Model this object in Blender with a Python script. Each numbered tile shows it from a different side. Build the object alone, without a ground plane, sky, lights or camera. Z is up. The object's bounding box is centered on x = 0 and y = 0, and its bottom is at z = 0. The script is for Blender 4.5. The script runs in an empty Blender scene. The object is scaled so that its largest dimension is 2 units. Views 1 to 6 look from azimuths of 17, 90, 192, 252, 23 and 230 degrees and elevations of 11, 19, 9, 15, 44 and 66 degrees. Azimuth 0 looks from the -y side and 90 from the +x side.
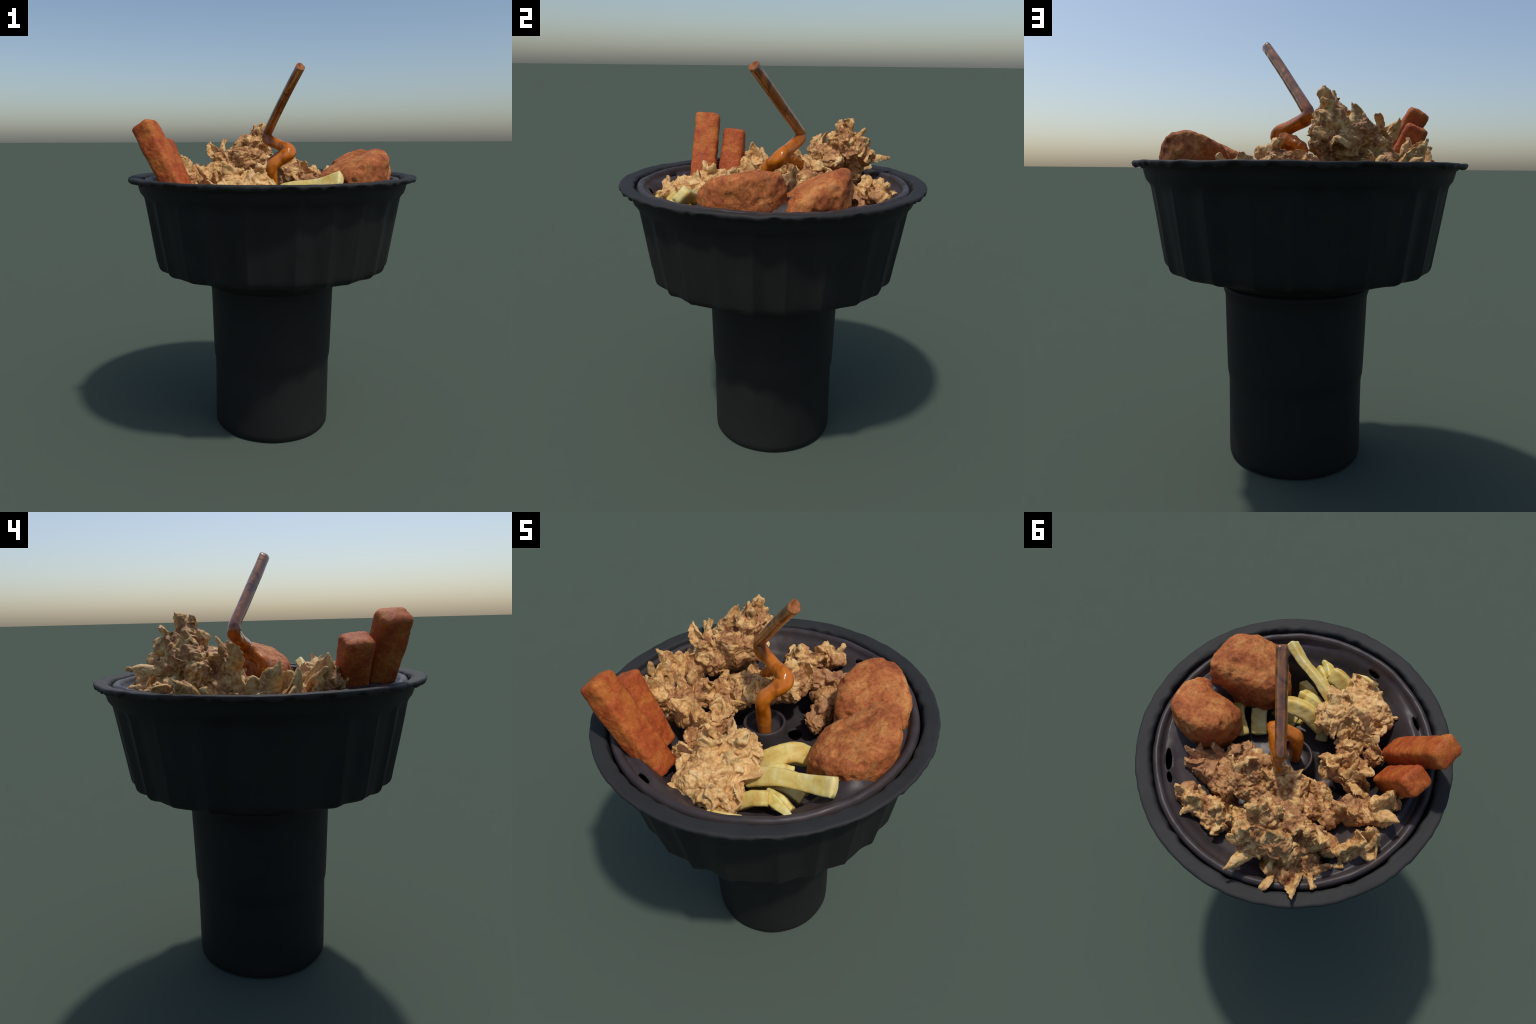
# A round black snack bowl standing on a cup-shaped stem, with a tray of fried food and a bent straw.
import bpy, bmesh, math, random
import numpy as np
from mathutils import Vector, Matrix, Quaternion

# ------------------------------------------------------------------ numeric noise helpers
def _hash(i, j, k, seed):
    h = (i.astype(np.int64) * 374761393 + j.astype(np.int64) * 668265263
         + k.astype(np.int64) * 2147483647 + seed * 1274126177) & 0xFFFFFFFF
    h = ((h ^ (h >> 13)) * 1274126177) & 0xFFFFFFFF
    h = ((h ^ (h >> 16)) * 2246822519) & 0xFFFFFFFF
    return (h ^ (h >> 15)) & 0xFFFFFFFF

def rnd(i, j, k, seed):
    return _hash(i, j, k, seed).astype(np.float64) / 4294967295.0

def noise(p, seed=0):
    """smooth value noise in -1..1 at points p (n,3)"""
    f = np.floor(p).astype(np.int64)
    t = p - f
    t = t * t * t * (t * (t * 6 - 15) + 10)
    out = 0.0
    for a in (0, 1):
        wa = t[:, 0] if a else 1 - t[:, 0]
        for b in (0, 1):
            wb = t[:, 1] if b else 1 - t[:, 1]
            for c in (0, 1):
                wc = t[:, 2] if c else 1 - t[:, 2]
                out = out + wa * wb * wc * rnd(f[:, 0] + a, f[:, 1] + b, f[:, 2] + c, seed)
    return out * 2 - 1

def fbm(p, seed=0, octaves=4):
    s, amp, tot = 0.0, 1.0, 0.0
    for o in range(octaves):
        s = s + amp * noise(p * 2.03 ** o + 17.3 * o, seed + o)
        tot += amp
        amp *= 0.5
    return s / tot

def vnoise(p, seed=0):
    return np.stack([noise(p, seed), noise(p + 31.7, seed + 5), noise(p - 57.1, seed + 11)], 1)

def voronoi(p, seed=0):
    """F1, F2, offset from the nearest cell point, four random numbers of that cell"""
    f = np.floor(p).astype(np.int64)
    n = len(p)
    f1, f2 = np.full(n, 9.0), np.full(n, 9.0)
    off, cell = np.zeros((n, 3)), np.zeros((n, 3), np.int64)
    for a in (-1, 0, 1):
        for b in (-1, 0, 1):
            for c in (-1, 0, 1):
                i, j, k = f[:, 0] + a, f[:, 1] + b, f[:, 2] + c
                q = np.stack([i + rnd(i, j, k, seed), j + rnd(i, j, k, seed + 1), k + rnd(i, j, k, seed + 2)], 1)
                d3 = p - q
                d = np.sqrt((d3 ** 2).sum(1))
                near = d < f1
                f2 = np.where(near, f1, np.minimum(f2, d))
                off[near] = d3[near]
                cell[near] = np.stack([i, j, k], 1)[near]
                f1 = np.where(near, d, f1)
    r = np.stack([rnd(cell[:, 0], cell[:, 1], cell[:, 2], seed + 3 + m) for m in range(4)], 1)
    return f1, f2, off, r

# ------------------------------------------------------------------ mesh helpers
def keep_inside(v, r0=0.628):
    """food stays within the bowl below the rim"""
    r = np.hypot(v[:, 0], v[:, 1])
    lim = r0 + np.clip((v[:, 2] - 1.385) / 0.04, 0, 1) * 0.3
    k = np.where(r > lim, (lim + 0.15 * np.minimum(r - lim, 0.02)) / np.maximum(r, 1e-6), 1.0)
    v = v.copy()
    v[:, 0] *= k
    v[:, 1] *= k
    return v

def link(name, mesh, mat=None, parent=None, smooth=True):
    o = bpy.data.objects.new(name, mesh)
    bpy.context.scene.collection.objects.link(o)
    if mat is not None and not len(mesh.materials):
        mesh.materials.append(mat)
    if parent is not None:
        o.parent = parent
    if smooth:
        mesh.shade_smooth()
    return o

def thing(o, label, category):
    o["label"], o["category"] = label, category
    return o

def coords(me):
    v = np.empty(len(me.vertices) * 3, np.float32)
    me.vertices.foreach_get("co", v)
    return v.reshape(-1, 3).astype(np.float64)

def normals(me):
    v = np.empty(len(me.vertices) * 3, np.float32)
    me.vertex_normals.foreach_get("vector", v)
    return v.reshape(-1, 3).astype(np.float64)

def put(me, v):
    me.vertices.foreach_set("co", v.astype(np.float32).ravel())
    me.update()

def grid_mesh(name, rings, closed_u=True):
    """rings: list of (n,3) arrays, joined one to the next"""
    n = len(rings[0])
    verts = np.vstack(rings)
    faces = []
    m = n if closed_u else n - 1
    for i in range(len(rings) - 1):
        for j in range(m):
            k = (j + 1) % n
            faces.append((i * n + j, i * n + k, (i + 1) * n + k, (i + 1) * n + j))
    me = bpy.data.meshes.new(name)
    me.from_pydata(verts.tolist(), [], faces)
    return me

def lathe(name, profile, n, shape=None, centre=(0, 0), cap=True):
    """profile: (r,z) pairs; shape(r, z, angle) -> (r, z)"""
    a = np.arange(n) * math.tau / n
    rings = []
    for r, z in profile:
        rr, zz = np.full(n, float(r)), np.full(n, float(z))
        if shape:
            rr, zz = shape(rr, zz, a)
        rings.append(np.stack([centre[0] + rr * np.cos(a), centre[1] + rr * np.sin(a), zz], 1))
    me = grid_mesh(name, rings)
    bm = bmesh.new()
    bm.from_mesh(me)
    if cap:
        bm.verts.ensure_lookup_table()
        last = (len(profile) - 1) * n
        for s in (0, last):
            bm.faces.new([bm.verts[s + j] for j in range(n)])
    bmesh.ops.recalc_face_normals(bm, faces=bm.faces)
    bm.to_mesh(me)
    bm.free()
    return me

def spline(pts, n):
    """Catmull-Rom through pts, n samples by even parameter"""
    P = np.array(pts, float)
    P = np.vstack([2 * P[0] - P[1], P, 2 * P[-1] - P[-2]])
    m = len(P) - 3
    out = []
    for t in np.linspace(0, m - 1e-9, n):
        i = int(t)
        u = t - i
        a, b, c, d = P[i:i + 4]
        out.append(0.5 * (2 * b + (c - a) * u + (2 * a - 5 * b + 4 * c - d) * u * u + (3 * b - a - 3 * c + d) * u ** 3))
    return np.array(out)

def fine_profile(pts, step):
    out = [pts[0]]
    for (r0, z0), (r1, z1) in zip(pts[:-1], pts[1:]):
        k = max(1, int(math.hypot(r1 - r0, z1 - z0) / step))
        out += [(r0 + (r1 - r0) * i / k, z0 + (z1 - z0) * i / k) for i in range(1, k + 1)]
    return out

def frames(path, up=(0, 0, 1)):
    """tangent, side, normal along a path, parallel transported"""
    T = np.gradient(path, axis=0)
    T /= np.linalg.norm(T, axis=1)[:, None]
    u = np.array(up, float)
    S, N = [], []
    for t in T:
        u = u - t * (u @ t)
        u /= np.linalg.norm(u)
        N.append(u)
        S.append(np.cross(t, u))
    return T, np.array(S), np.array(N)

def remeshed(me, voxel, smooth=2):
    o = bpy.data.objects.new("work", me)
    bpy.context.scene.collection.objects.link(o)
    m = o.modifiers.new("r", "REMESH")
    m.mode, m.voxel_size, m.use_smooth_shade = "VOXEL", voxel, True
    if smooth:
        s = o.modifiers.new("s", "SMOOTH")
        s.factor, s.iterations = 0.5, smooth
    out = bpy.data.meshes.new_from_object(o.evaluated_get(bpy.context.evaluated_depsgraph_get()))
    bpy.data.objects.remove(o)
    bpy.data.meshes.remove(me)
    return out

# ------------------------------------------------------------------ materials
def srgb(r, g, b):
    f = lambda c: c / 255 / 12.92 if c / 255 <= 0.04045 else ((c / 255 + 0.055) / 1.055) ** 2.4
    return (f(r), f(g), f(b), 1)

class Nodes:
    def __init__(self, name):
        self.m = bpy.data.materials.new(name)
        self.m.use_nodes = True
        self.t = self.m.node_tree
        self.b = self.t.nodes["Principled BSDF"]
        self.c = self.t.nodes.new("ShaderNodeTexCoord").outputs["Object"]

    def wire(self, a, b):
        self.t.links.new(a, b)

    def noise(self, scale, detail=4, rough=0.55, distort=0.0, vector=None):
        n = self.t.nodes.new("ShaderNodeTexNoise")
        n.inputs["Scale"].default_value = scale
        n.inputs["Detail"].default_value = detail
        n.inputs["Roughness"].default_value = rough
        n.inputs["Distortion"].default_value = distort
        self.wire(vector or self.c, n.inputs["Vector"])
        return n.outputs["Fac"]

    def scaled(self, s):
        n = self.t.nodes.new("ShaderNodeMapping")
        n.inputs["Scale"].default_value = s
        self.wire(self.c, n.inputs["Vector"])
        return n.outputs["Vector"]

    def voronoi(self, scale, feature="F1", vector=None):
        n = self.t.nodes.new("ShaderNodeTexVoronoi")
        n.feature = feature
        n.inputs["Scale"].default_value = scale
        self.wire(vector or self.c, n.inputs["Vector"])
        return n.outputs["Distance"]

    def ramp(self, fac, *stops):
        n = self.t.nodes.new("ShaderNodeValToRGB")
        e = n.color_ramp.elements
        while len(e) < len(stops):
            e.new(0.5)
        for el, (p, c) in zip(e, stops):
            el.position = p
            el.color = c if len(c) == 4 else (*c, 1)
        self.wire(fac, n.inputs["Fac"])
        return n.outputs["Color"]

    def mix(self, fac, a, b, mode="MIX"):
        n = self.t.nodes.new("ShaderNodeMix")
        n.data_type, n.blend_type = "RGBA", mode
        for v, k in ((fac, 0), (a, 6), (b, 7)):
            if hasattr(v, "is_output"):
                self.wire(v, n.inputs[k])
            else:
                n.inputs[k].default_value = v
        return n.outputs[2]

    def math(self, op, a, b=0.0):
        n = self.t.nodes.new("ShaderNodeMath")
        n.operation = op
        for i, v in enumerate((a, b)):
            if hasattr(v, "is_output"):
                self.wire(v, n.inputs[i])
            else:
                n.inputs[i].default_value = v
        return n.outputs[0]

    def bump(self, h, strength, distance):
        n = self.t.nodes.new("ShaderNodeBump")
        n.inputs["Strength"].default_value = strength
        n.inputs["Distance"].default_value = distance
        self.wire(h, n.inputs["Height"])
        self.wire(n.outputs["Normal"], self.b.inputs["Normal"])

    def set(self, colour, rough, spec=0.5, **more):
        for k, v in {"Base Color": colour, "Roughness": rough, "Specular IOR Level": spec, **more}.items():
            if hasattr(v, "is_output"):
                self.wire(v, self.b.inputs[k])
            else:
                self.b.inputs[k].default_value = v
        return self.m

BLACK, WHITE = (0, 0, 0, 1), (1, 1, 1, 1)

def mat_cup(name, c, rough=0.6, spec=0.3):
    n = Nodes(name)
    f = n.noise(5, 5)
    col = n.ramp(f, (0.3, tuple(x * 0.88 for x in c)), (0.7, tuple(x * 1.12 for x in c)))
    n.bump(n.noise(60, 3), 0.08, 0.004)
    return n.set(col, rough, spec)

def mat_tray():
    n = Nodes("tray_plastic")
    f = n.noise(7, 5, 0.6, 0.6)
    col = n.ramp(f, (0.3, srgb(50, 44, 45)), (0.7, srgb(66, 59, 61)))
    stain = n.ramp(n.noise(6, 5, 0.65, 1.0), (0.52, BLACK), (0.68, WHITE))
    col = n.mix(n.math("MULTIPLY", stain, 0.5), col, srgb(66, 50, 42))
    n.bump(n.noise(22, 3), 0.15, 0.006)
    return n.set(col, n.math("ADD", n.math("MULTIPLY", n.noise(18, 3), 0.3), 0.28), 0.22)

def mat_straw():
    n = Nodes("amber_straw")
    # deep brown along the shaft, bright amber where the liquid fills the bends
    sep = n.t.nodes.new("ShaderNodeSeparateXYZ")
    n.wire(n.c, sep.inputs[0])
    along = n.math("ADD", sep.outputs["Z"], n.math("MULTIPLY", n.noise(16, 4, 0.6, 1.2), 0.10))
    m = n.ramp(along, (0.0, BLACK), (1.0, WHITE))
    mask = n.math("MULTIPLY", n.math("SUBTRACT", along, 1.665), 12)
    mask = n.t.nodes.new("ShaderNodeClamp")
    n.wire(n.math("MULTIPLY", n.math("SUBTRACT", along, 1.665), 12), mask.inputs[0])
    swirl = n.noise(11, 2, 0.5, 1.4, n.scaled((1, 1, 0.35)))
    amber = n.ramp(swirl, (0.3, srgb(136, 68, 8)), (0.5, srgb(182, 100, 20)), (0.75, srgb(192, 112, 42)))
    brown = n.ramp(swirl, (0.32, srgb(100, 58, 24)), (0.5, srgb(146, 88, 36)), (0.7, srgb(176, 114, 56)))
    col = n.mix(mask.outputs[0], amber, brown)
    n.bump(n.noise(9, 2, 0.5, 0.6), 0.35, 0.02)
    return n.set(col, 0.12, 0.5, IOR=n.math("ADD", n.math("MULTIPLY", mask.outputs[0], 0.6), 1.45))

def mat_straw_end():
    n = Nodes("straw_end")
    return n.set(n.ramp(n.noise(60), (0.3, srgb(110, 62, 30)), (0.7, srgb(165, 100, 52))), 0.55, 0.2)

def mat_nugget():
    n = Nodes("nugget_crust")
    big = n.noise(9, 5, 0.6, 0.4)
    fine = n.noise(75, 5, 0.7)
    col = n.ramp(big, (0.3, srgb(126, 63, 36)), (0.5, srgb(170, 98, 53)), (0.66, srgb(190, 128, 72)))
    col = n.mix(0.85, col, n.ramp(fine, (0.3, (0.5, 0.4, 0.36)), (0.52, (1, 1, 1)), (0.75, (1.2, 1.15, 1.1))), "MULTIPLY")
    pale = n.ramp(n.noise(13, 3), (0.62, BLACK), (0.72, WHITE))
    col = n.mix(n.math("MULTIPLY", pale, 0.6), col, srgb(190, 135, 84))
    n.bump(n.noise(95, 4, 0.7), 0.6, 0.006)
    return n.set(col, 0.65, 0.2)

def mat_stick():
    n = Nodes("stick_crust")
    big = n.noise(11, 5, 0.65, 0.5)
    fine = n.noise(110, 4, 0.65)
    col = n.ramp(big, (0.3, srgb(140, 60, 28)), (0.45, srgb(164, 78, 36)), (0.58, srgb(176, 97, 43)), (0.72, srgb(182, 114, 54)))
    col = n.mix(0.8, col, n.ramp(fine, (0.3, (0.66, 0.6, 0.55)), (0.55, (1, 1, 1)), (0.75, (1.15, 1.12, 1.1))), "MULTIPLY")
    n.bump(n.noise(120, 4, 0.65), 0.5, 0.005)
    return n.set(col, 0.6, 0.2)

def mat_fry():
    n = Nodes("fried_potato")
    big = n.noise(13, 4, 0.6, 0.5)
    col = n.ramp(big, (0.3, srgb(190, 156, 74)), (0.48, srgb(212, 194, 112)), (0.66, srgb(222, 214, 154)))
    info = n.t.nodes.new("ShaderNodeObjectInfo")
    col = n.mix(n.math("MULTIPLY", info.outputs["Random"], 0.35), col, srgb(196, 152, 78))
    n.bump(n.noise(90, 3), 0.25, 0.004)
    return n.set(col, 0.5, 0.35)

def mat_chicken(name, dark, mid, light, pale):
    n = Nodes(name)
    warp = n.noise(16, 6, 0.65, 1.2)
    fine = n.noise(70, 4, 0.65, 0.8)
    f = n.math("ADD", n.math("MULTIPLY", warp, 0.7), n.math("MULTIPLY", fine, 0.3))
    col = n.ramp(f, (0.33, dark), (0.42, mid), (0.52, light), (0.64, pale))
    n.bump(n.noise(85, 5, 0.7, 0.5), 0.5, 0.006)
    return n.set(col, 0.6, 0.3)

M_CUP = mat_cup("black_plastic", srgb(32, 32, 31), 0.6, 0.2)
M_RIM = mat_cup("black_rim_plastic", srgb(43, 43, 43), 0.65, 0.2)
M_TRAY = mat_tray()
M_STRAW, M_STRAW_END = mat_straw(), mat_straw_end()
M_NUGGET, M_STICK, M_FRY = mat_nugget(), mat_stick(), mat_fry()
M_CRUST = mat_chicken("flaky_crust", srgb(122, 76, 46), srgb(168, 120, 72), srgb(206, 162, 102), srgb(220, 188, 134))  # dark stops deepened so the colour carries brown shadow between flakes
M_CREASE_SHADE = mat_chicken("shadow_darkened_crust", srgb(92, 54, 34), srgb(134, 86, 52), srgb(170, 122, 76), srgb(196, 154, 102))
M_CRUST_PALE = mat_chicken("pale_flaky_crust", srgb(140, 92, 56), srgb(184, 136, 84), srgb(210, 170, 112), srgb(224, 194, 144))
M_CRUST_DARK = mat_chicken("brown_flaky_crust", srgb(108, 66, 46), srgb(146, 98, 66), srgb(170, 122, 82), srgb(190, 148, 102))

# ------------------------------------------------------------------ the cup: stem, bowl, rim, tray
STEM_C = (0.0, 0.014)
FLUTES = 24

cup = bpy.data.objects.new("snack_cup", None)
bpy.context.scene.collection.objects.link(cup)
thing(cup, "black plastic fluted snack bowl on a cup-shaped stem", "snack cup")

def stem_shape(r, z, a):
    p = np.stack([np.cos(a) * 3, np.sin(a) * 3, z * 3], 1)
    return r + 0.0015 * noise(p, 3), z

stem_profile = fine_profile([(0.292, 0.006), (0.303, 0.0005), (0.317, 0.003), (0.324, 0.012), (0.326, 0.04), (0.3265, 0.372), (0.3275, 0.395),
                             (0.333, 0.425), (0.3345, 0.45), (0.3425, 0.79), (0.344, 0.808), (0.352, 0.832), (0.354, 0.85)], 0.02)
link("stem", lathe("stem", stem_profile, 160, stem_shape, STEM_C), M_CUP, cup)

_flute = np.array([random.Random(5 + i).uniform(0.75, 1.2) for i in range(FLUTES)])

def bowl_shape(r, z, a):
    k = ((np.degrees(a) + 7.5 + 2.2 * np.sin(3 * a + 1) + 1.3 * np.sin(7 * a)) / (360 / FLUTES)) % FLUTES
    i = k.astype(int) % FLUTES
    t = k - np.floor(k)
    depth = _flute[i]
    scoop = np.sin(np.pi * t) ** 0.9 * (0.9 + 0.22 * np.sin(2 * np.pi * t + i * 2.4))
    low = np.clip((r - 0.45) / 0.14, 0, 1)                       # none at the centre of the underside
    high = np.clip((1.335 - z) / 0.03, 0, 1)                     # none on the plain band under the rim
    p = np.stack([np.cos(a) * 5, np.sin(a) * 5, z * 5], 1)
    fade = 0.75 + 0.25 * np.clip((1.25 - z) / 0.3, 0, 1)
    return r - 0.0185 * scoop * depth * low * high * fade + 0.0015 * noise(p, 8), z + 0.0015 * noise(p * 2, 9) * low

bowl_profile = fine_profile([(0.30, 0.834), (0.346, 0.834), (0.358, 0.858), (0.40, 0.890), (0.46, 0.912), (0.56, 0.925), (0.600, 0.931), (0.619, 0.940), (0.630, 0.952), (0.636, 0.968), (0.6915, 1.322),
                             (0.696, 1.334), (0.708, 1.350), (0.714, 1.368), (0.720, 1.395), (0.724, 1.406)], 0.02)
bowl_inner = fine_profile([(0.714, 1.406), (0.705, 1.37), (0.682, 1.34), (0.662, 1.32), (0.590, 0.965), (0.57, 0.945), (0.30, 0.935)], 0.03)
link("bowl", lathe("bowl", bowl_profile + bowl_inner, 720, bowl_shape), M_CUP, cup)

def rim_shape(r, z, a):
    edge = np.clip((r - 0.735) / 0.02, 0, 1)
    inner = np.clip((0.722 - r) / 0.015, 0, 1)
    p = np.stack([np.cos(a) * 16, np.sin(a) * 16, z * 10], 1)
    q = np.stack([np.cos(a) * 3, np.sin(a) * 3, z * 0], 1)
    under = np.clip((1.421 - z) / 0.008, 0, 1)
    jag = np.abs(noise(p, 21)) * 1.0 + 0.5 * np.abs(noise(p * 2.3, 22))
    return (r + 0.003 * noise(p * 1.5, 23) * edge + 0.006 * noise(p, 25) * inner - 0.002 * jag * under * edge,
            z + 0.002 * noise(q, 24) + 0.016 * (jag - 0.4) * under * edge + 0.0035 * noise(p * 0.8, 27) * edge + 0.006 * np.minimum(noise(p, 26), 0.2) * inner)

rim_profile = fine_profile([(0.702, 1.400), (0.727, 1.400), (0.729, 1.405), (0.738, 1.409), (0.756, 1.408), (0.7635, 1.412), (0.767, 1.420), (0.7655, 1.428),
                            (0.760, 1.4315), (0.745, 1.431), (0.712, 1.4285), (0.703, 1.426), (0.698, 1.420), (0.695, 1.405), (0.690, 1.36)], 0.006)
link("rim", lathe("rim", rim_profile, 720, rim_shape, cap=False), M_RIM, cup)

# tray: a rolled bead that sits inside the rim, an uneven shelf, a hollow for the food, and a straw collar in the middle
FLOOR = 1.17
SHELF = {0: 1.435, 25: 1.42, 50: 1.36, 90: 1.335, 120: 1.345, 150: 1.395, 180: 1.412, 200: 1.43, 218: 1.435, 240: 1.40, 265: 1.325, 290: 1.31, 308: 1.335, 318: 1.375, 330: 1.43, 360: 1.435}
SLOPE = {0: -0.25, 25: -0.1, 50: 0.3, 90: 0.38, 190: 0.5, 205: 1.5, 238: 1.5, 252: 0.6, 265: 0.38, 305: 0.38, 318: 0.1, 332: -0.25, 360: -0.25}
INNER = {0: 0.46, 90: 0.38, 150: 0.32, 180: 0.26, 230: 0.28, 270: 0.40, 305: 0.48, 330: 0.50, 360: 0.46}
def tray_floor(r, a):
    deg = np.degrees(a) % 360
    h = np.interp(deg, list(SHELF), list(SHELF.values()))
    ri = np.interp(deg, list(INNER), list(INNER.values()))
    t = np.clip((r - ri + 0.06) / 0.12, 0, 1)
    t = t * t * (3 - 2 * t)
    near = np.clip((0.16 - r) / 0.06, 0, 1)
    h = h - np.interp(deg, list(SLOPE), list(SLOPE.values())) * np.clip(0.60 - r, 0, 0.3)
    return FLOOR + (h - FLOOR) * t + 0.05 * near ** 2, h

def tray_shape(r, z, a):
    out = np.clip((r - 0.3) / 0.3, 0, 1)
    p = np.stack([np.cos(a) * 4, np.sin(a) * 4, z * 4], 1)
    w = np.stack([r * np.cos(a), r * np.sin(a), z], 1)
    zz = z.copy()
    f, h = tray_floor(r, a)
    for lo, off in ((-1.0, 0.0), (-2.0, -0.014)):
        flat = np.abs(z - lo) < 0.5                       # rings whose height follows the floor
        t = np.clip((r - 0.575) / 0.065, 0, 1)
        up = f + (1.386 - f) * (t * t * (3 - 2 * t))
        zz = np.where(flat, up + off, zz)
    rel = 0.004 * noise(w * 9, 33) + 0.002 * noise(w * 30, 34)
    return r + 0.003 * noise(p, 31) * out, zz + 0.003 * noise(p * 1.5, 32) * out + rel * out

bead = [(0.667 + 0.021 * math.cos(t), 1.3955 + 0.026 * math.sin(t)) for t in np.linspace(-0.5, math.pi - 0.35, 14)]
tray_profile = [(0.683, 1.36)] + bead + [(r, -1.0) for r in np.linspace(0.640, 0.115, 44)] + [
    (0.106, 1.258), (0.101, 1.30), (0.099, 1.322), (0.096, 1.330), (0.090, 1.3325), (0.085, 1.329),
    (0.083, 1.318), (0.079, 1.295), (0.07, 1.285), (0.04, 1.283), (0.01, 1.283)]
under = [(0.01, 1.268), (0.072, 1.268), (0.088, 1.24)] + [(r, -2.0) for r in np.linspace(0.11, 0.63, 30)] + [(0.645, 1.355)]
tray_rings = tray_profile + under
tray_me = lathe("tray", tray_rings + tray_rings[:1], 360, tray_shape, cap=False)
bm = bmesh.new()
bm.from_mesh(tray_me)
bmesh.ops.remove_doubles(bm, verts=bm.verts, dist=1e-5)
bmesh.ops.recalc_face_normals(bm, faces=bm.faces)
bm.to_mesh(tray_me)
bm.free()
tray = link("tray", tray_me, M_TRAY, cup)
# holes: a round one beside the collar, slots along the foot of the wall
cutters = bmesh.new()
def cut_tube(x, y, z0, z1, rx, ry, turn):
    n = 20
    rings = []
    for z in (z0, z1):
        ring = []
        for i in range(n):
            t = i * math.tau / n
            u, v = rx * math.cos(t), ry * math.sin(t)
            ring.append(cutters.verts.new((x + u * math.cos(turn) - v * math.sin(turn), y + u * math.sin(turn) + v * math.cos(turn), z)))
        rings.append(ring)
    for i in range(n):
        j = (i + 1) % n
        cutters.faces.new((rings[0][i], rings[0][j], rings[1][j], rings[1][i]))
    cutters.faces.new(rings[0][::-1])
    cutters.faces.new(rings[1])
cut_tube(0.098, 0.130, 1.0, 1.25, 0.038, 0.046, 0)
for deg, r, along, wide in ((51, 0.613, 0.06, 0.015), (60, 0.615, 0.03, 0.012), (241, 0.632, 0.04, 0.011), (274, 0.622, 0.035, 0.012), (149, 0.56, 0.045, 0.04)):
    t = math.radians(deg)
    cut_tube(r * math.cos(t), r * math.sin(t), 1.15, 1.392, wide, along, t)
cut_me = bpy.data.meshes.new("cut")
cutters.to_mesh(cut_me)
cutters.free()
cut_o = bpy.data.objects.new("cut", cut_me)
bpy.context.scene.collection.objects.link(cut_o)
mod = tray.modifiers.new("holes", "BOOLEAN")
mod.object, mod.operation, mod.solver = cut_o, "DIFFERENCE", "EXACT"
done = bpy.data.meshes.new_from_object(tray.evaluated_get(bpy.context.evaluated_depsgraph_get()))
tray.modifiers.clear()
tray.data = done
done.name = "tray"
done.shade_smooth()
bpy.data.objects.remove(cut_o)

# ------------------------------------------------------------------ straw
def tube(name, pts, radii, n_along, n_round, mat, seed, cap_mat=None, flat=None, wob=0.0, parent=None, rough=0.0):
    path = spline(pts, n_along)
    rad = np.interp(np.linspace(0, 1, n_along), np.linspace(0, 1, len(radii)), radii)
    T, S, N = frames(path, (0.3, 0.9, 0.1))
    a = np.arange(n_round) * math.tau / n_round
    rings = []
    for i in range(n_along):
        k = 1 + wob * noise(np.stack([np.cos(a) * 1.3, np.sin(a) * 1.3, np.full(n_round, i * 14.0 / n_along)], 1), seed)
        f = flat if flat else 1.0
        rings.append(path[i] + rad[i] * (np.cos(a) * k)[:, None] * S[i] + rad[i] * f * (np.sin(a) * k)[:, None] * N[i])
    me = grid_mesh(name, rings)
    bm = bmesh.new()
    bm.from_mesh(me)
    bm.verts.ensure_lookup_table()
    e0 = bm.faces.new([bm.verts[j] for j in range(n_round)])
    bm.faces.new([bm.verts[(n_along - 1) * n_round + j] for j in range(n_round)])
    bmesh.ops.recalc_face_normals(bm, faces=bm.faces)
    me.materials.append(mat)
    if cap_mat:
        me.materials.append(cap_mat)
        e0.material_index = 1
        r = bmesh.ops.inset_individual(bm, faces=[e0], thickness=0.006, depth=0.0)
        r = bmesh.ops.inset_individual(bm, faces=[e0], thickness=0.008, depth=-0.006)
        for f in bm.faces:
            if f.material_index == 1 or f is e0:
                f.material_index = 1
    bm.to_mesh(me)
    bm.free()
    return me

straw_pts = [(0.180, -0.098, 1.979), (0.095, -0.018, 1.872), (0.01, 0.066, 1.757), (-0.05, 0.124, 1.677), (-0.066, 0.139, 1.648), (-0.05, 0.130, 1.622),
             (0.02, 0.085, 1.59), (0.075, 0.05, 1.568), (0.090, 0.034, 1.552), (0.08, 0.018, 1.535), (0.045, -0.006, 1.512), (0.018, -0.026, 1.487),
             (0.008, -0.028, 1.455), (0.006, -0.02, 1.38), (0.004, -0.012, 1.285)]
straw_rad = [0.027, 0.026, 0.026, 0.027, 0.030, 0.032, 0.032, 0.034, 0.036, 0.036, 0.036, 0.036, 0.034, 0.032, 0.032]
straw = link("bent_straw", tube("bent_straw", straw_pts, straw_rad, 160, 32, M_STRAW, 41, M_STRAW_END, wob=0.16), None)
thing(straw, "bent amber drinking straw with glossy syrup bends", "straw")
drip_pts = [(0.088, 0.045, 1.545), (0.055, 0.085, 1.548), (0.0, 0.125, 1.525), (-0.04, 0.145, 1.50), (-0.065, 0.150, 1.474)]
drip = link("syrup_drip", tube("syrup_drip", drip_pts, [0.026, 0.028, 0.024, 0.024, 0.014], 50, 28, M_STRAW, 43, wob=0.3, flat=0.6), None, straw)

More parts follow.
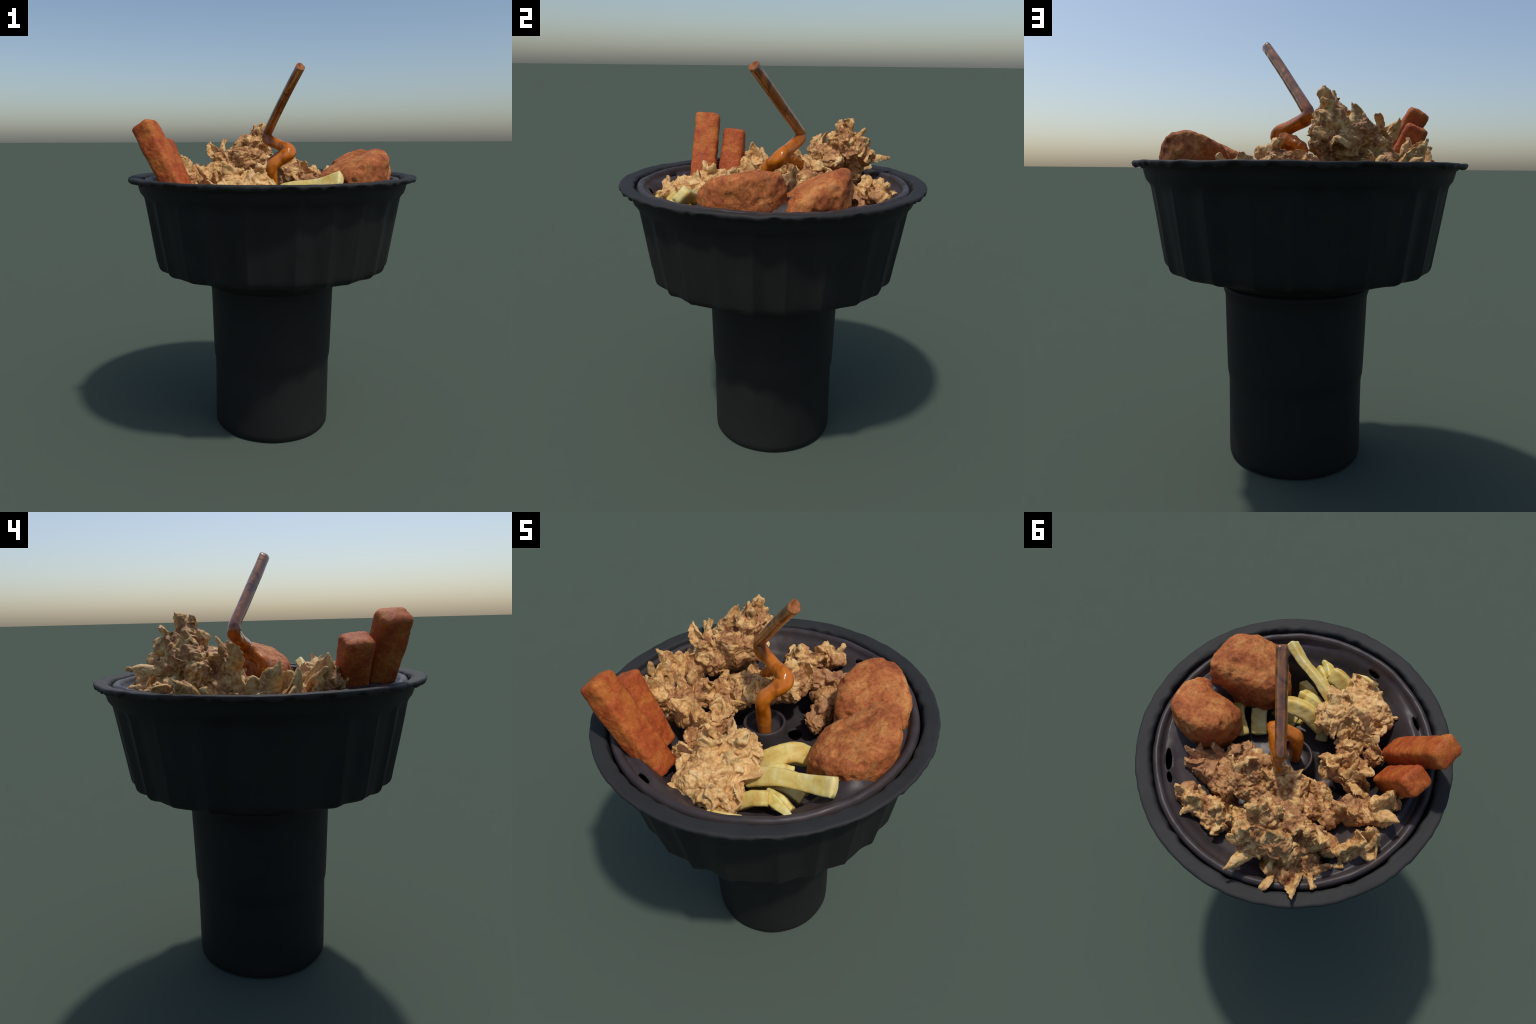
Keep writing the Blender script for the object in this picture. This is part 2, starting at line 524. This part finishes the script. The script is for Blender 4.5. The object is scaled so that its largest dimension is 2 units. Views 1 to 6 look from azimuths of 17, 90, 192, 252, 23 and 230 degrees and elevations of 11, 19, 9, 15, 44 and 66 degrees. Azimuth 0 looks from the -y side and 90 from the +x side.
# ------------------------------------------------------------------ bars: breaded sticks and fries
def bar(name, pts, width, thick, n_along, up, square=4.0, seed=0, rough=0.004, lump=0.006, ends=(0.5, 0.5), taper=None, res=40):
    """a bar with rounded-square section swept along pts"""
    path = spline(pts, n_along)
    L = np.linalg.norm(np.diff(path, axis=0), axis=1).sum()
    T, S, N = frames(path, up)
    a = np.arange(res) * math.tau / res
    ca, sa = np.cos(a), np.sin(a)
    k = (np.abs(ca) ** square + np.abs(sa) ** square) ** (-1 / square)
    s = np.linspace(0, L, n_along)
    rings = []
    for i in range(n_along):
        e = 1.0
        for d, rr in ((s[i], ends[0]), (L - s[i], ends[1])):
            R = rr * min(width, thick) / 2
            if d < R:
                e *= (max(0, 1 - ((R - d) / R) ** 3)) ** (1 / 3) * 0.55 + 0.45 if d > 0 else 0.5
        w = e * (np.interp(i / (n_along - 1), np.linspace(0, 1, len(taper)), taper) if taper else 1)
        rings.append(path[i] + (w * width / 2 * k * ca)[:, None] * S[i] + (w * thick / 2 * k * sa)[:, None] * N[i])
    rings = [rings[0] * 0.45 + path[0] * 0.55] + rings + [rings[-1] * 0.45 + path[-1] * 0.55]
    me = grid_mesh(name, rings)
    bm = bmesh.new()
    bm.from_mesh(me)
    bm.verts.ensure_lookup_table()
    bm.faces.new([bm.verts[j] for j in range(res)])
    bm.faces.new([bm.verts[(len(rings) - 1) * res + j] for j in range(res)])
    bmesh.ops.recalc_face_normals(bm, faces=bm.faces)
    bm.to_mesh(me)
    bm.free()
    v, nn = coords(me), normals(me)
    d = lump * fbm(v * 14, seed, 3) + rough * fbm(v * 60, seed + 9, 3)
    put(me, v + nn * d[:, None])
    return me

def stick(base, tip, width, thick, up, seed):
    base, tip = np.array(base), np.array(tip)
    mid = base * 0.5 + tip * 0.5
    me = bar("breaded_stick", [base, mid, tip], width, thick, 90, up, 4.5, seed, 0.003, 0.006, (0.5, 0.5), res=96)
    return thing(link("breaded_stick", me, M_STICK), "orange-brown breaded stick leaning on the rim", "breaded stick")

stick((-0.318, -0.402, 1.28), (-0.562, -0.383, 1.698), 0.112, 0.142, (-0.05, 1, 0.0), 51)
stick((-0.395, -0.262, 1.285), (-0.552, -0.222, 1.612), 0.112, 0.130, (0.05, 1, 0.0), 57)

# ------------------------------------------------------------------ nuggets
def nugget(outline, centre, slope, top, depth, seed):
    """a breaded pillow with a lobed outline; its top follows a sloping plane"""
    n = 160
    O = np.array(outline, float)
    O = np.vstack([O[-1:], O, O[:2]])
    ring = spline(O, 8 * len(O))
    c = np.array(centre)
    ang = np.arctan2(ring[:, 1] - c[1], ring[:, 0] - c[0])
    rad = np.hypot(ring[:, 0] - c[0], ring[:, 1] - c[1])
    a = np.arange(n) * math.tau / n - math.pi
    o = np.argsort(ang)
    R = np.interp(a, ang[o], rad[o], period=math.tau)
    R = (np.roll(R, 1) + 2 * R + np.roll(R, -1)) / 4
    prof = [(0.02, 0.0), (0.12, -0.001), (0.25, -0.002), (0.38, -0.003), (0.5, -0.004), (0.6, -0.006), (0.7, -0.009), (0.79, -0.014), (0.86, -0.021), (0.92, -0.032),
            (0.965, -0.046), (0.99, -0.064)] + [(1.0, -0.09)] + [(0.99, -0.09 - (depth - 0.12) * f) for f in (0.25, 0.5, 0.75, 1.0)] + [(0.95, -depth + 0.015), (0.85, -depth), (0.4, -depth), (0.05, -depth)]
    rings = []
    for f, dz in fine_profile(prof, 0.035):
        x, y = c[0] + R * f * np.cos(a), c[1] + R * f * np.sin(a)
        w = np.clip(1 + (dz + 0.05) / (depth - 0.05), 0, 1)
        z = top + dz + (slope[0] * (x - c[0]) + slope[1] * (y - c[1])) * w
        rings.append(np.stack([x, y, z], 1))
    me = grid_mesh("nugget", rings)
    bm = bmesh.new()
    bm.from_mesh(me)
    bm.verts.ensure_lookup_table()
    bm.faces.new([bm.verts[j] for j in range(n)])
    bm.faces.new([bm.verts[(len(rings) - 1) * n + j] for j in range(n)])
    bmesh.ops.recalc_face_normals(bm, faces=bm.faces)
    bm.to_mesh(me)
    bm.free()
    me = remeshed(me, 0.006, 2)
    v, nn = coords(me), normals(me)
    pits = np.clip(0.30 - voronoi(v * 13, seed + 3)[0], 0, 1) * 0.05
    d = 0.012 * fbm(v * 11, seed, 3) + 0.006 * fbm(v * 38, seed + 4, 4) - pits
    put(me, keep_inside(v + nn * d[:, None], 0.648))
    return thing(link("nugget", me, M_NUGGET), "rounded golden-brown breaded nugget", "nugget")

nugget([(0.590, 0.020), (0.630, -0.085), (0.626, -0.19), (0.572, -0.280), (0.465, -0.335), (0.350, -0.300), (0.282, -0.230), (0.295, -0.11), (0.39, -0.035), (0.53, 0.050)],
       (0.465, -0.135), (0.32, 0.15), 1.534, 0.28, 61)
nugget([(0.540, 0.315), (0.610, 0.215), (0.625, 0.10), (0.582, 0.035), (0.50, 0.070), (0.42, 0.045), (0.332, 0.050), (0.296, 0.125), (0.298, 0.23), (0.350, 0.31), (0.45, 0.345)],
       (0.46, 0.20), (0.02, 0.44), 1.526, 0.28, 67)

# ------------------------------------------------------------------ fries
def fry(pts, width, thick, up, seed, taper=None):
    me = bar("french_fry", pts, width, thick, 50, up, 8.0, seed, 0.002, 0.005, (0.3, 0.3), taper, res=36)
    return thing(link("french_fry", me, M_FRY), "pale yellow cut french fry", "french fry")

fry([(0.450, -0.408, 1.438), (0.33, -0.385, 1.403), (0.20, -0.372, 1.386), (0.06, -0.358, 1.32)], 0.076, 0.042, (0.2, -0.75, 0.75), 71, (1.12, 0.92, 0.95, 1.1))
fry([(0.262, -0.155, 1.32), (0.20, -0.187, 1.353), (0.13, -0.22, 1.335), (0.03, -0.248, 1.26)], 0.09, 0.08, (0.1, -0.6, 0.8), 72)
fry([(0.235, -0.275, 1.315), (0.16, -0.29, 1.325), (0.09, -0.31, 1.27)], 0.065, 0.065, (0.1, -0.6, 0.8), 73)
fry([(0.205, -0.465, 1.352), (0.15, -0.475, 1.348), (0.09, -0.48, 1.31), (0.05, -0.475, 1.26)], 0.065, 0.085, (0.1, -0.7, 0.7), 74)
fry([(0.19, -0.45, 1.345), (0.245, -0.485, 1.35), (0.30, -0.505, 1.325)], 0.05, 0.04, (0.1, -0.6, 0.8), 75, (1, 0.9, 0.45))
fry([(0.17, -0.41, 1.31), (0.235, -0.44, 1.325), (0.285, -0.465, 1.30)], 0.055, 0.055, (0.1, -0.6, 0.8), 76)
fry([(-0.01, -0.60, 1.315), (0.06, -0.595, 1.32), (0.12, -0.575, 1.30)], 0.05, 0.045, (0, -0.5, 0.9), 77)
fry([(0.33, -0.44, 1.23), (0.39, -0.38, 1.245), (0.44, -0.31, 1.22)], 0.07, 0.06, (0, -0.5, 0.9), 78)
fry([(0.48, -0.09, 1.23), (0.415, 0.01, 1.27), (0.30, 0.075, 1.215)], 0.06, 0.05, (0, 0, 1), 79)
fry([(0.41, -0.19, 1.21), (0.355, -0.09, 1.25), (0.26, 0.005, 1.19)], 0.085, 0.07, (0, 0, 1), 93)
fry([(0.30, -0.35, 1.26), (0.22, -0.34, 1.285), (0.12, -0.32, 1.25)], 0.05, 0.05, (0, -0.3, 1), 94, (1.1, 0.8, 0.6))
rng = random.Random(12)
for i in range(4):
    r, t0 = rng.uniform(0.20, 0.42), math.radians(rng.uniform(-95, -10))
    x, y = r * math.cos(t0), r * math.sin(t0)
    t, l = rng.uniform(0, math.pi), rng.uniform(0.06, 0.10)
    dx, dy = l * math.cos(t), l * math.sin(t)
    z = rng.uniform(1.15, 1.19)
    fry([(x - dx, y - dy, z - 0.006), (x - 0.35 * dy, y + 0.35 * dx, z + 0.03), (x + dx, y + dy, z - 0.006)], 0.065, 0.045, (0, 0, 1), 80 + i)

# ------------------------------------------------------------------ fried chicken
def add_blob(bm, x, y, z, rx, ry, rz):
    bmesh.ops.create_icosphere(bm, subdivisions=3, radius=1, matrix=Matrix.Translation((x, y, z)) @ Matrix.Diagonal((rx, ry, rz, 1)))

def add_flap(bm, base, tip, width, curl, rs, thick=0.022, point=0.55, lean=None):
    """a curled, tapering flake of crust from base to tip"""
    b, t = np.array(base, float), np.array(tip, float)
    d = t - b
    L = np.linalg.norm(d)
    d /= L
    ref = np.array(lean if lean is not None else (rs.uniform(-1, 1), rs.uniform(-1, 1), rs.uniform(-0.6, 0.6)), float)
    nrm = ref - d * (ref @ d)
    nrm /= np.linalg.norm(nrm) + 1e-9
    side = np.cross(d, nrm)
    ns, nw = 10, 7
    fork = rs.uniform(0.02, 0.10)
    cup_, wave, ph = rs.choice((-1, 1)) * rs.uniform(0.25, 0.7), rs.uniform(0.1, 0.3), rs.uniform(0, 6)
    top, bot = [], []
    for i in range(ns):
        s = i / (ns - 1)
        w = width * ((1 - s) * 1.0 + s * point) * (1 + wave * math.sin(ph + 6 * s)) * math.sqrt(max(0.06, 1 - (max(0, s - 0.55) / 0.47) ** 2))
        spine = b + d * L * s + nrm * curl * L * (s * s + 0.6 * max(0, s - 0.6))
        th = thick * (1.35 - 0.45 * s)
        for j in range(nw):
            v = j / (nw - 1) * 2 - 1
            p = spine + side * w * 0.5 * v + nrm * (cup_ * w * v * v * s) + d * (L * fork * math.sin(ph + 4.5 * v) * s)
            top.append(bm.verts.new(p + nrm * th / 2))
            bot.append(bm.verts.new(p - nrm * th / 2))
    def q(lst, i, j):
        return lst[i * nw + j]
    for i in range(ns - 1):
        for j in range(nw - 1):
            bm.faces.new((q(top, i, j), q(top, i, j + 1), q(top, i + 1, j + 1), q(top, i + 1, j)))
            bm.faces.new((q(bot, i + 1, j), q(bot, i + 1, j + 1), q(bot, i, j + 1), q(bot, i, j)))
        for j in (0, nw - 1):
            f = (q(top, i, j), q(top, i + 1, j), q(bot, i + 1, j), q(bot, i, j))
            bm.faces.new(f if j == 0 else f[::-1])
    for j in range(nw - 1):
        f = (q(top, 0, j + 1), q(top, 0, j), q(bot, 0, j), q(bot, 0, j + 1))
        bm.faces.new(f)
        f = (q(top, ns - 1, j), q(top, ns - 1, j + 1), q(bot, ns - 1, j + 1), q(bot, ns - 1, j))
        bm.faces.new(f)

def chicken(blobs, flaps, scatter, seed, mat, flake=0.05, amp=1.0, size=(0.035, 0.06), voxel=0.0042, label="craggy flaky piece of fried chicken", shade_mat=None):
    rs = random.Random(seed)
    bm = bmesh.new()
    B = np.array(blobs, float)
    for b in blobs:
        add_blob(bm, *b)
    for f in flaps:
        add_flap(bm, f[0], f[1], f[2], f[3] if len(f) > 3 else 0.15, rs, lean=f[4] if len(f) > 4 else None, point=f[5] if len(f) > 5 else 0.55)
    made = 0
    while made < scatter:
        b = B[rs.randrange(len(B))]
        u = np.array([rs.gauss(0, 1), rs.gauss(0, 1), abs(rs.gauss(0, 1))])
        u /= np.linalg.norm(u)
        p = b[:3] + u * b[3:]
        inside = (((p - B[:, :3]) / B[:, 3:]) ** 2).sum(1) < 0.9
        if inside.any():
            continue
        nr = u / b[3:]
        nr /= np.linalg.norm(nr)
        tang = np.cross(nr, [rs.uniform(-1, 1), rs.uniform(-1, 1), rs.uniform(-1, 1)])
        tang /= np.linalg.norm(tang) + 1e-9
        l = rs.uniform(*size)
        direction = nr * rs.uniform(0.1, 0.6) + tang * rs.uniform(0.5, 1.0)
        direction /= np.linalg.norm(direction)
        add_flap(bm, p - nr * 0.010 - direction * 0.015, p + direction * l * 0.9, l * rs.uniform(1.2, 2.0), rs.uniform(0.1, 0.7), rs, 0.021, rs.uniform(0.7, 1.05), lean=nr)
        made += 1
    bmesh.ops.recalc_face_normals(bm, faces=bm.faces)
    me = bpy.data.meshes.new("fried_chicken")
    bm.to_mesh(me)
    bm.free()
    me = remeshed(me, voxel, 1)
    v, nn = coords(me), normals(me)
    near = np.full(len(v), 9.0)
    for b in B:
        near = np.minimum(near, np.sqrt((((v - b[:3]) / b[3:]) ** 2).sum(1)))
    body = np.clip(1 - (near - 1.0) / 0.35, 0.3, 1)
    q = (v + 0.020 * vnoise(v * 15, seed)) * np.array([1, 1, 0.8])
    f1, f2, off, r = voronoi(q / (flake * 1.25), seed + 7)
    d1 = 0.014 * (r[:, 3] - 0.5) + 0.014 * ((r[:, :3] * 2 - 1) * off).sum(1)
    g1, g2, goff, gr = voronoi((v + 0.014 * vnoise(v * 32, seed + 2) + 0.004 * vnoise(v * 90, seed + 12)) / (flake * 0.42), seed + 13)
    d2 = 0.013 * (0.45 - g1) + 0.004 * ((gr[:, :3] * 2 - 1) * goff).sum(1)
    wv = v + 0.022 * vnoise(v * 20, seed + 3) + 0.006 * vnoise(v * 60, seed + 8)
    fin = np.clip(1 - np.abs(noise(wv * 19, seed + 4)) / 0.17, 0, 1) * np.clip(noise(v * 17, seed + 9) * 2 + 0.55, 0, 1)
    fin2 = np.clip(1 - np.abs(noise(wv * 50, seed + 6)) / 0.22, 0, 1) * np.clip(noise(v * 30, seed + 10) * 2 + 0.5, 0, 1)
    cut = np.clip(1 - np.abs(noise(wv * 19 + 40, seed + 14)) / 0.10, 0, 1)
    ws = wv * np.array([1.0, 0.55, 1.3]) + 0.3 * wv[:, [1, 2, 0]]
    cut2 = np.clip(1 - np.abs(noise(ws * 44 + 9, seed + 15)) / 0.16, 0, 1)
    d = amp * body * (d1 + d2) + amp * (0.15 + 0.85 * body) * (0.011 * fin + 0.004 * fin2 - 0.011 * cut - 0.004 * cut2)
    shift = 0.014 * vnoise(v * 16, seed + 21) * (0.4 + 0.6 * body[:, None]) * amp
    put(me, keep_inside(v + nn * d[:, None] + shift))
    o = bpy.data.objects.new("work", me)
    bpy.context.scene.collection.objects.link(o)
    m = o.modifiers.new("s", "SMOOTH")
    m.factor, m.iterations = 0.5, 3
    out = bpy.data.meshes.new_from_object(o.evaluated_get(bpy.context.evaluated_depsgraph_get()))
    bpy.data.objects.remove(o)
    out.name = "fried_chicken"
    # occlusion shadow painted by darker faces in creases and body, raised fins paler
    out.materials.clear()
    for m_ in (mat, shade_mat or M_CREASE_SHADE, M_CRUST_PALE):
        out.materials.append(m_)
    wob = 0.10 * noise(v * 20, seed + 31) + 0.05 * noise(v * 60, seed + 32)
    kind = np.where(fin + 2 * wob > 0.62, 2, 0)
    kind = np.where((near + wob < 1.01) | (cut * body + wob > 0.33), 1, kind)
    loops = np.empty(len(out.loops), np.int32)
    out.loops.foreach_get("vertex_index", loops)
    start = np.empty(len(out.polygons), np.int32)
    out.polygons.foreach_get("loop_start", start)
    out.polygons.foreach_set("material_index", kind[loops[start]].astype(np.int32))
    return thing(link("fried_chicken", out), label, "fried chicken")

# large popcorn piece at the front
chicken([(0.000, -0.275, 1.385, 0.10, 0.09, 0.085), (-0.055, -0.455, 1.345, 0.145, 0.11, 0.08), (-0.07, -0.35, 1.37, 0.13, 0.10, 0.08), (0.01, -0.50, 1.33, 0.09, 0.07, 0.06),
         (-0.15, -0.47, 1.32, 0.07, 0.08, 0.05), (-0.14, -0.34, 1.33, 0.09, 0.09, 0.06), (0.0, -0.395, 1.36, 0.078, 0.085, 0.065)],
        [((-0.12, -0.36, 1.43), (-0.117, -0.345, 1.488), 0.07), ((-0.16, -0.50, 1.33), (-0.225, -0.52, 1.345), 0.05), ((-0.20, -0.40, 1.33), (-0.24, -0.375, 1.37), 0.06),
         ((0.01, -0.29, 1.45), (0.06, -0.33, 1.478), 0.07, 0.1, (0.3, -0.3, 1), 0.9)],
        12, 101, M_CRUST_PALE, 0.05, shade_mat=M_CRUST)
# pieces behind it, left of the collar
chicken([(-0.195, -0.10, 1.345, 0.085, 0.07, 0.065), (-0.165, -0.205, 1.335, 0.065, 0.05, 0.06), (-0.29, -0.11, 1.345, 0.075, 0.06, 0.06), (-0.24, -0.19, 1.315, 0.07, 0.055, 0.05), (-0.27, -0.30, 1.305, 0.06, 0.06, 0.05)],
        [((-0.29, -0.13, 1.36), (-0.358, -0.156, 1.490), 0.08, 0.1), ((-0.20, -0.10, 1.38), (-0.115, -0.065, 1.415), 0.10, 0.1), ((-0.31, -0.08, 1.36), (-0.40, -0.10, 1.395), 0.11, 0.2),
         ((-0.22, -0.16, 1.38), (-0.23, -0.18, 1.45), 0.06), ((-0.16, -0.22, 1.39), (-0.20, -0.22, 1.42), 0.06)],
        6, 102, M_CRUST, 0.05)
chicken([(-0.42, 0.00, 1.35, 0.095, 0.07, 0.06), (-0.335, 0.085, 1.345, 0.08, 0.065, 0.065), (-0.495, -0.085, 1.39, 0.055, 0.055, 0.075), (-0.475, -0.03, 1.38, 0.06, 0.055, 0.06), (-0.41, -0.085, 1.345, 0.05, 0.045, 0.055), (-0.235, 0.045, 1.335, 0.075, 0.06, 0.055), (-0.515, -0.135, 1.425, 0.045, 0.045, 0.06)],
        [((-0.375, 0.055, 1.39), (-0.372, 0.064, 1.495), 0.05, 0.05, None, 0.7), ((-0.50, -0.085, 1.41), (-0.525, -0.108, 1.545), 0.09, 0.1), ((-0.48, -0.05, 1.40), (-0.583, -0.052, 1.522), 0.07, 0.15),
         ((-0.52, -0.04, 1.37), (-0.605, -0.045, 1.435), 0.06, 0.2), ((-0.40, 0.02, 1.39), (-0.44, 0.05, 1.46), 0.06, 0.2)],
        4, 103, M_CRUST, 0.05)
# curled outer crust
chicken([(-0.54, 0.15, 1.37, 0.05, 0.07, 0.06), (-0.455, 0.215, 1.375, 0.06, 0.055, 0.06), (-0.565, 0.05, 1.385, 0.045, 0.06, 0.05)],
        [((-0.54, 0.13, 1.35), (-0.562, 0.118, 1.53), 0.17, 0.1, (-0.8, -0.3, 0.2), 0.4), ((-0.56, 0.08, 1.37), (-0.616, 0.048, 1.488), 0.10, 0.2, (0.5, -0.2, 0.8), 0.4),
         ((-0.50, 0.19, 1.37), (-0.51, 0.20, 1.48), 0.10, 0.1, (-0.8, 0.2, 0.2))],
        5, 104, M_CRUST, 0.06, 0.7)
# the tall piece
chicken([(-0.195, 0.36, 1.590, 0.075, 0.075, 0.080), (-0.265, 0.290, 1.505, 0.095, 0.075, 0.08), (-0.20, 0.430, 1.565, 0.085, 0.080, 0.072), (-0.22, 0.485, 1.505, 0.07, 0.055, 0.04), (-0.36, 0.38, 1.48, 0.06, 0.06, 0.06), (-0.19, 0.315, 1.51, 0.075, 0.08, 0.07), (-0.40, 0.265, 1.51, 0.05, 0.05, 0.06), (-0.25, 0.43, 1.49, 0.085, 0.085, 0.08),
         (-0.36, 0.26, 1.43, 0.09, 0.07, 0.09), (-0.31, 0.37, 1.38, 0.12, 0.10, 0.08), (-0.24, 0.44, 1.41, 0.07, 0.06, 0.06), (-0.31, 0.40, 1.53, 0.07, 0.07, 0.07)],
        [((-0.19, 0.38, 1.63), (-0.183, 0.424, 1.712), 0.07, 0.1, None, 0.8), ((-0.38, 0.25, 1.46), (-0.462, 0.25, 1.600), 0.095, 0.1, (-0.3, 0.8, 0.3), 0.6),
         ((-0.26, 0.47, 1.48), (-0.242, 0.628, 1.540), 0.075, -0.15, (0, -0.2, 1), 0.35), ((-0.27, 0.38, 1.52), (-0.32, 0.43, 1.60), 0.11, 0.2, (-0.5, 0.3, 0.8), 0.6),
         ((-0.33, 0.33, 1.46), (-0.40, 0.37, 1.55), 0.09, 0.2), ((-0.22, 0.47, 1.50), (-0.16, 0.52, 1.56), 0.08, 0.1), ((-0.34, 0.44, 1.40), (-0.38, 0.52, 1.46), 0.09, 0.1)],
        9, 105, M_CRUST, 0.062, 1.15, (0.035, 0.05))
chicken([(-0.41, 0.45, 1.39, 0.08, 0.075, 0.07), (-0.38, 0.36, 1.36, 0.08, 0.08, 0.07), (-0.46, 0.33, 1.36, 0.07, 0.08, 0.065)],
        [((-0.45, 0.42, 1.37), (-0.541, 0.506, 1.462), 0.11, 0.1, (0.5, 0.3, 0.8), 0.3), ((-0.39, 0.47, 1.38), (-0.385, 0.57, 1.425), 0.12, 0.15), ((-0.48, 0.36, 1.36), (-0.56, 0.40, 1.45), 0.08, 0.1),
         ((-0.47, 0.30, 1.35), (-0.54, 0.29, 1.42), 0.08, 0.1)],
        2, 106, M_CRUST, 0.05, 0.9)
# behind the straw
chicken([(0.05, 0.205, 1.405, 0.095, 0.085, 0.085), (-0.05, 0.175, 1.38, 0.12, 0.09, 0.07), (-0.145, 0.12, 1.36, 0.065, 0.07, 0.065), (-0.02, 0.26, 1.36, 0.1, 0.08, 0.07), (0.05, 0.31, 1.395, 0.085, 0.065, 0.065), (-0.17, 0.175, 1.365, 0.095, 0.085, 0.06), (-0.26, 0.15, 1.35, 0.07, 0.06, 0.05)],
        [((0.06, 0.21, 1.46), (0.075, 0.215, 1.535), 0.07, 0.1, None, 0.8), ((0.08, 0.17, 1.40), (0.14, 0.13, 1.39), 0.08), ((-0.02, 0.2, 1.42), (-0.07, 0.21, 1.47), 0.12, 0.1),
         ((-0.08, 0.12, 1.41), (-0.06, 0.10, 1.47), 0.06)],
        6, 107, M_CRUST, 0.055, 0.9)
# ragged strip at the back
chicken([(0.17, 0.525, 1.375, 0.065, 0.05, 0.05), (0.10, 0.51, 1.355, 0.09, 0.06, 0.05), (0.02, 0.49, 1.355, 0.09, 0.07, 0.055), (-0.05, 0.43, 1.29, 0.08, 0.07, 0.05), (0.05, 0.41, 1.30, 0.07, 0.07, 0.05)],
        [((0.16, 0.51, 1.37), (0.235, 0.538, 1.445), 0.06, 0.1, None, 0.5), ((0.10, 0.54, 1.37), (0.127, 0.605, 1.395), 0.06), ((0.13, 0.48, 1.38), (0.155, 0.455, 1.425), 0.05),
         ((0.03, 0.47, 1.39), (0.02, 0.50, 1.455), 0.09, 0.1), ((-0.03, 0.52, 1.36), (-0.06, 0.56, 1.38), 0.06)],
        5, 108, M_CRUST, 0.045)
# browner piece beside the nuggets
chicken([(0.13, 0.35, 1.355, 0.08, 0.07, 0.06), (0.20, 0.145, 1.27, 0.065, 0.06, 0.05), (0.27, 0.31, 1.28, 0.10, 0.08, 0.06), (0.22, 0.21, 1.285, 0.06, 0.06, 0.055), (0.19, 0.33, 1.30, 0.08, 0.08, 0.055), (0.25, 0.37, 1.315, 0.08, 0.06, 0.06)],
        [((0.24, 0.19, 1.30), (0.25, 0.185, 1.345), 0.07, 0.05, None, 0.9), ((0.20, 0.35, 1.33), (0.17, 0.36, 1.38), 0.07, 0.1), ((0.28, 0.38, 1.34), (0.33, 0.42, 1.38), 0.09, 0.1),
         ((0.28, 0.27, 1.32), (0.30, 0.25, 1.37), 0.07)],
        4, 109, M_CRUST_DARK, 0.05)
